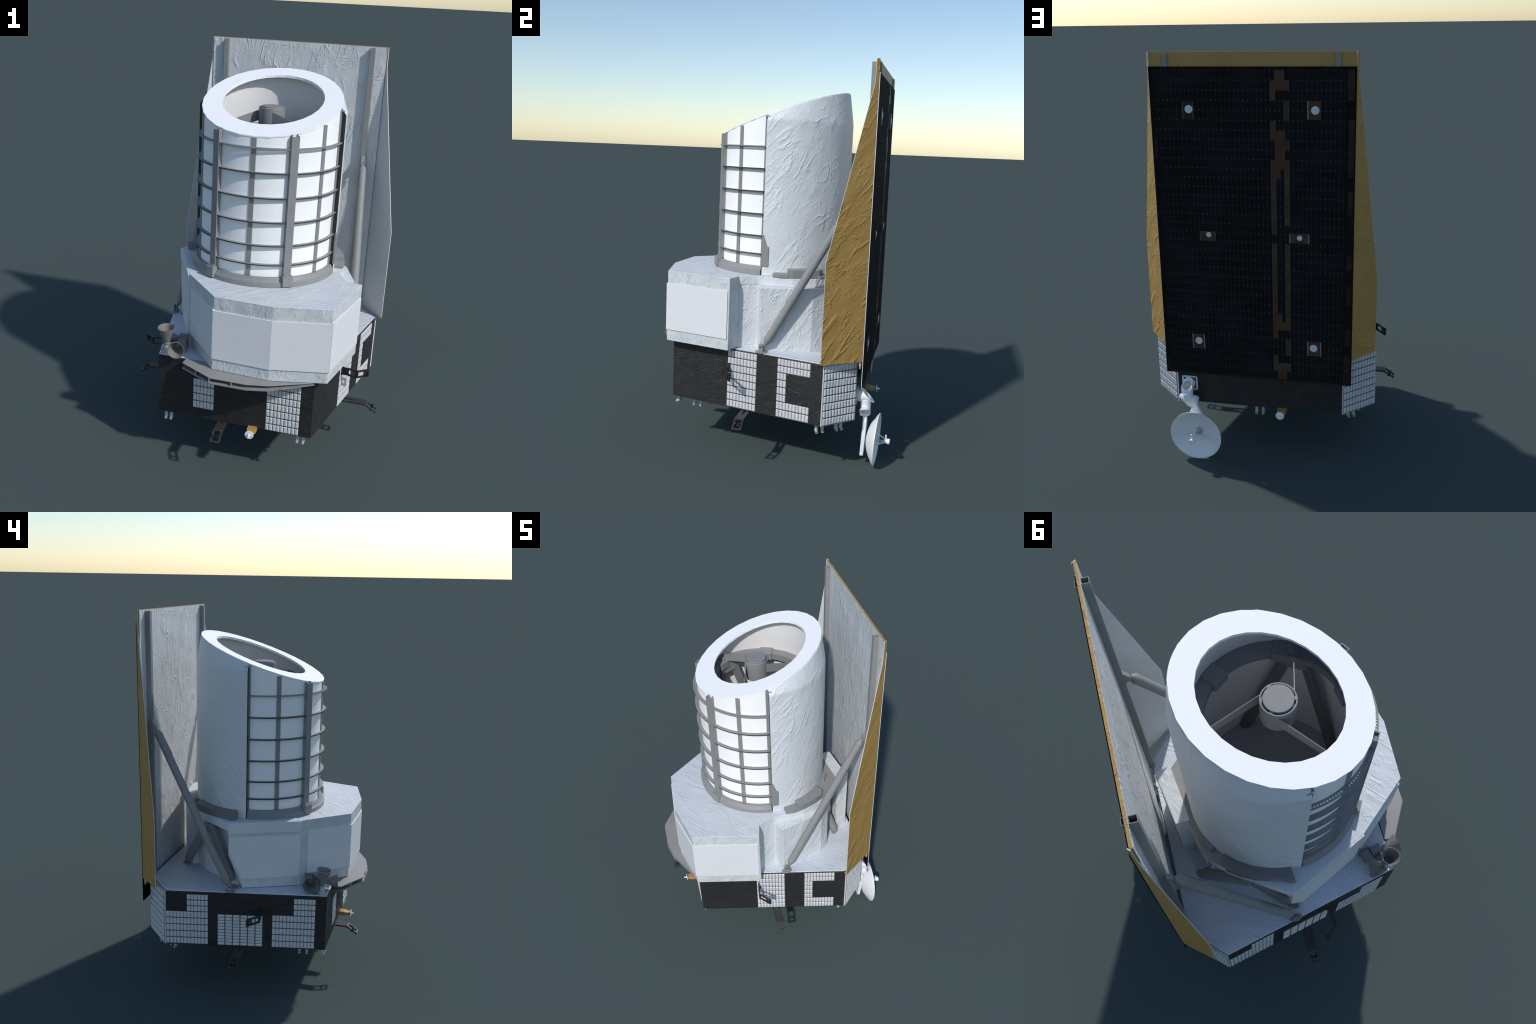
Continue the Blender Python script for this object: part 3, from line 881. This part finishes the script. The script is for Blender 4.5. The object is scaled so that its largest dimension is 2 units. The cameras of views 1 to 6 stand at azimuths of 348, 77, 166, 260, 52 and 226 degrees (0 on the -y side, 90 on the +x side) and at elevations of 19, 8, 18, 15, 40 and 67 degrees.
# ------------------------------------------------------------------ dish antenna
dish = group("dish_antenna")
ax = Vector((0.045, 1, -0.045)).normalized()
RC, RD = Vector((0.3055, 0.5665, 0.1336)), 0.1337
prof = []
n = 14
depth = 0.052
for i in range(n + 1):
    f = i / n
    prof.append((-depth + depth * f * f - 0.004, RD * f))
prof.append((0.0, RD + 0.0005))
for i in range(n, -1, -1):
    f = i / n
    prof.append((-depth + depth * f * f, (RD - 0.003) * f))
make("reflector", lathe(RC, ax, prof, 64), DISH, dish, smooth=40)
d_, u_, v_ = frame_of(ax)
tip = RC + ax * 0.046
bm = bmesh.new()
for k in range(3):
    t = radians(90 + 120 * k)
    for o in (-0.13, 0.13):
        w = u_ * cos(t + o) + v_ * sin(t + o)
        f = 0.42
        foot_p = RC + w * (RD * f) + ax * (-depth + depth * f * f)
        add_rod(bm, foot_p, tip + w * 0.010 - ax * 0.006, 0.0024, 8)
make("feed_leg", bm, DISH, dish, smooth=40)
bm = lathe(tip - ax * 0.012, ax, [(0, 0.010), (0.008, 0.012), (0.012, 0.0095), (0.017, 0.0145), (0.030, 0.0145), (0.030, 0.012)], 20)
add_rod(bm, tip + Vector((0.003, 0, 0.008)), tip + Vector((0.006, -0.002, 0.034)), 0.0045, 12)
make("feed_horn", bm, DISH, dish, smooth=40)
bm = lathe(RC - ax * (depth - 0.002), ax, [(0, 0.020), (0.006, 0.020), (0.006, 0.0155), (0.004, 0.0145), (0.012, 0.007), (0.014, 0.006)], 24)
make("feed_port", bm, METAL, dish, smooth=40)
# mount and elbows
bm = bmesh.new()
for x0, x1, z0, z1 in ((0.318, 0.398, 0.402, 0.410), (0.318, 0.398, 0.334, 0.342), (0.318, 0.326, 0.334, 0.410), (0.390, 0.398, 0.334, 0.410)):
    span_box(bm, (x0, 0.4555, z0), (x1, 0.4600, z1))
make("mount_frame", bm, DISH, dish)
def cut_tube(p, d, length, r, cuts, collar=None):
    """round tube sawn off by slanting planes; the sawn faces are dished"""
    prof = [(0, r)]
    if collar:
        prof += [(collar - 0.006, r), (collar - 0.005, r * 1.06), (collar + 0.005, r * 1.06), (collar + 0.006, r)]
    prof.append((length, r))
    bm = lathe(p, d, prof, 36)
    for q, n in cuts:
        bmesh.ops.bisect_plane(bm, geom=bm.verts[:] + bm.edges[:] + bm.faces[:], plane_co=q, plane_no=n, clear_outer=True)
        bmesh.ops.holes_fill(bm, edges=[e for e in bm.edges if e.is_boundary], sides=0)
        n = Vector(n).normalized()
        caps = [f for f in bm.faces if len(f.verts) > 8 and abs(f.normal.dot(n)) > 0.98 and abs((f.calc_center_median() - Vector(q)).dot(n)) < 1e-4]
        if caps:
            bmesh.ops.inset_region(bm, faces=caps, thickness=0.004)
            for v in {v for f in caps for v in f.verts}:
                v.co -= n * 0.003
    return make("elbow_joint", bm, DISH, dish, smooth=35)
UP_CUT = ((0.360, 0.503, 0.3865), (0, 0.70, 0.72))
LOW_CUT = ((0.372, 0.503, 0.292), (0.66, 0.15, -0.75))
cut_tube((0.358, 0.459, 0.373), (0, 1, 0), 0.085, 0.0285, [UP_CUT], 0.012)
cut_tube((0.357, 0.503, 0.420), (0, 0, -1), 0.16, 0.0265, [UP_CUT, LOW_CUT], 0.068)
cut_tube((0.400, 0.503, 0.300), (-1, -0.05, -0.05), 0.085, 0.0260, [LOW_CUT])
bm = lathe((0.3155, 0.4985, 0.2955), (-1, -0.05, -0.05), [(0, 0.0225), (0.008, 0.0225), (0.008, 0.017), (0.004, 0.016)], 28)
make("elbow_joint", bm, DISH, dish, smooth=35)
bm = bmesh.new()
add_loft(bm, [[(0.306, 0.512, 0.295), (0.330, 0.512, 0.295), (0.330, 0.488, 0.295), (0.306, 0.488, 0.295)],
              [(0.309, 0.510, 0.268), (0.333, 0.510, 0.268), (0.333, 0.490, 0.268), (0.309, 0.490, 0.268)],
              [(0.290, 0.511, 0.235), (0.350, 0.511, 0.235), (0.350, 0.492, 0.235), (0.290, 0.492, 0.235)],
              [(0.246, 0.509, 0.160), (0.350, 0.509, 0.160), (0.350, 0.490, 0.160), (0.246, 0.490, 0.160)],
              [(0.260, 0.503, 0.050), (0.340, 0.503, 0.050), (0.340, 0.485, 0.050), (0.260, 0.485, 0.050)]])
add_rod(bm, (0.304, 0.500, 0.134), RC - ax * (depth - 0.004), 0.020, 20)
make("dish_arm", bm, DISH, dish, bevel=0.002)

# ------------------------------------------------------------------ bracket arms under and beside the bus
def add_ladder(bm, a, b, w, half, thick, bar, nrm, rungs=(1.0,)):
    """open frame from a to b; w is the unit width direction"""
    a, b = Vector(a), Vector(b)
    d = (b - a).normalized()
    ln = (b - a).length
    for s in (-1, 1):
        add_box(bm, (a + b) / 2 + w * (s * (half - bar / 2)), (ln / 2, bar / 2, thick / 2), (d, w, nrm))
    for f in rungs:
        add_box(bm, a + d * (ln * f - bar / 2), (bar / 2, half - bar, thick / 2), (d, w, nrm))
def low_arm(base, out, w):
    """forked plate leaving the bus floor, ending in a bent-down window frame with a spool"""
    out, w = Vector(out), Vector(w)
    base = Vector(base)
    up = Vector((0, 0, 1))
    bm = bmesh.new()
    z = 0.266
    B = lambda o, s: base + out * o + w * s + up * z
    th = up * -0.009
    for s in (-1, 1):
        q = [B(-0.02, s * 0.0235), B(-0.02, s * 0.0085), B(0.060, s * 0.0005), B(0.060, s * 0.0235)]
        add_loft(bm, [q, [p + th for p in q]])
    q = [B(0.060, -0.0235), B(0.106, -0.0235), B(0.106, 0.0235), B(0.060, 0.0235)]
    add_loft(bm, [q, [p + th for p in q]])
    a = B(0.104, 0) - up * 0.003
    b = B(0.162, 0) - up * 0.039
    d = (b - a).normalized()
    add_ladder(bm, a, b, w, 0.0235, 0.009, 0.0085, d.cross(w), (0.12, 1.0))
    o = make("lower_bracket_arm", bm, BROWNBLACK, bevel=0.0008)
    bm = bmesh.new()
    c = a + (b - a) * 0.58
    n = d.cross(w)
    add_rod(bm, c - w * 0.016, c + w * 0.016, 0.0034, 8)
    for s in (-0.010, 0.010):
        add_rod(bm, c + w * s - n * 0.014, c + w * s + n * 0.014, 0.0055, 10)
    make("arm_spool", bm, BLACK, o)
low_arm((0.488, -0.085, 0), (1, 0, 0), (0, 1, 0))
low_arm((-0.488, -0.083, 0), (-1, 0, 0), (0, 1, 0))
low_arm((-0.050, -0.473, 0), (0, -1, 0), (1, 0, 0))
def side_arm(sx):
    up = Vector((0, 0, 1))
    P = lambda x, y, z: Vector((sx * x, y, z))
    bm = bmesh.new()
    a, b = P(0.455, -0.178, 0.476), P(0.540, -0.194, 0.472)
    d = (b - a).normalized()
    n = d.cross(up)
    q = [P(0.452, -0.178, 0.500), P(0.490, -0.185, 0.494), P(0.490, -0.185, 0.456), P(0.452, -0.178, 0.452)]
    add_loft(bm, [q, [p + n * 0.005 for p in q]])
    wdir = n.cross(d).normalized()
    add_ladder(bm, P(0.489, -0.185, 0.4755), b, wdir, 0.0205, 0.007, 0.0085, n, (0.2, 1.0))
    e = P(0.593, -0.139, 0.4645)
    d2 = (e - b).normalized()
    n2 = d2.cross(wdir)
    add_ladder(bm, b, e, wdir, 0.0205, 0.007, 0.0085, n2, (0.1, 0.70, 1.0))
    o = make("side_bracket_arm", bm, BLACK)
    bm = bmesh.new()
    c = b + (e - b) * 0.84
    for s in (-0.007, 0.007):
        add_rod(bm, c + wdir * s - n2 * 0.011, c + wdir * s + n2 * 0.013, 0.0045, 10)
    make("arm_spool", bm, BLACK, o)
side_arm(1)
side_arm(-1)

# ------------------------------------------------------------------ small golden horn antennas
def gold_horn(base, d):
    d = Vector(d)
    base = Vector(base)
    w = Vector((-d.y, d.x, 0))
    up = Vector((0, 0, 1))
    bm = bmesh.new()
    loops = []
    for o, hw, zt, zb in ((0, 0.0215, 0.012, -0.012), (0.075, 0.0215, 0.011, -0.011), (0.108, 0.013, 0.006, -0.009)):
        c = base + d * o
        loops.append([c + w * hw + up * zt, c - w * hw + up * zt, c - w * hw + up * zb, c + w * hw + up * zb])
    add_loft(bm, loops)
    g = make("horn_antenna", bm, GOLD_HORN, bevel=0.001)
    bm = lathe(base + d * 0.108, d, [(0, 0.006), (0.004, 0.006), (0.004, 0.0215), (0.0065, 0.0205), (0.0055, 0.014), (0.008, 0.005), (0.022, 0.0035), (0.024, 0.002)], 24)
    make("antenna_disc", bm, DISH, g, smooth=40)
gold_horn((0.101, -0.460, 0.264), (0, -1, 0))
gold_horn((-0.120, 0.405, 0.262), (0, 1, 0))

# ------------------------------------------------------------------ thruster nozzles under the bus rim
def nozzle(x, y, out):
    out = Vector((*out, 0)).normalized()
    tip = Vector((x, y, 0.222))
    knee = tip - out * 0.014 + Vector((0, 0, 0.006))
    top = knee - out * 0.004 + Vector((0, 0, 0.042))
    g = bmesh.new()
    add_rod(g, top, knee, 0.0085, 12)
    add_lathe(g, knee - out * 0.006 + Vector((0, 0, 0.003)), out + Vector((0, 0, -0.55)), [(0, 0.0085), (0.006, 0.0085), (0.012, 0.0045), (0.016, 0.0075), (0.020, 0.008), (0.020, 0.0055), (0.016, 0.003)], 14)
    make("thruster_nozzle", g, METAL, smooth=40)
pairs = [((-0.346, -0.505), (-0.320, -0.505), (0, -1)), ((0.317, -0.504), (0.345, -0.504), (0, -1)),
         ((0.368, -0.400), (0.374, -0.362), (1, -0.22)), ((-0.372, -0.372), (-0.367, -0.412), (-1, -0.22)),
         ((0.541, 0.292), (0.522, 0.318), (1, 0.4)), ((0.478, 0.384), (0.456, 0.404), (0.7, 0.7)),
         ((-0.454, 0.398), (-0.479, 0.386), (-0.7, 0.7)), ((-0.498, 0.318), (-0.520, 0.288), (-1, 0.3)),
         ((0.017, 0.445), (-0.017, 0.445), (0, 1))]
for p, q, o in pairs:
    nozzle(*p, o)
    nozzle(*q, o)
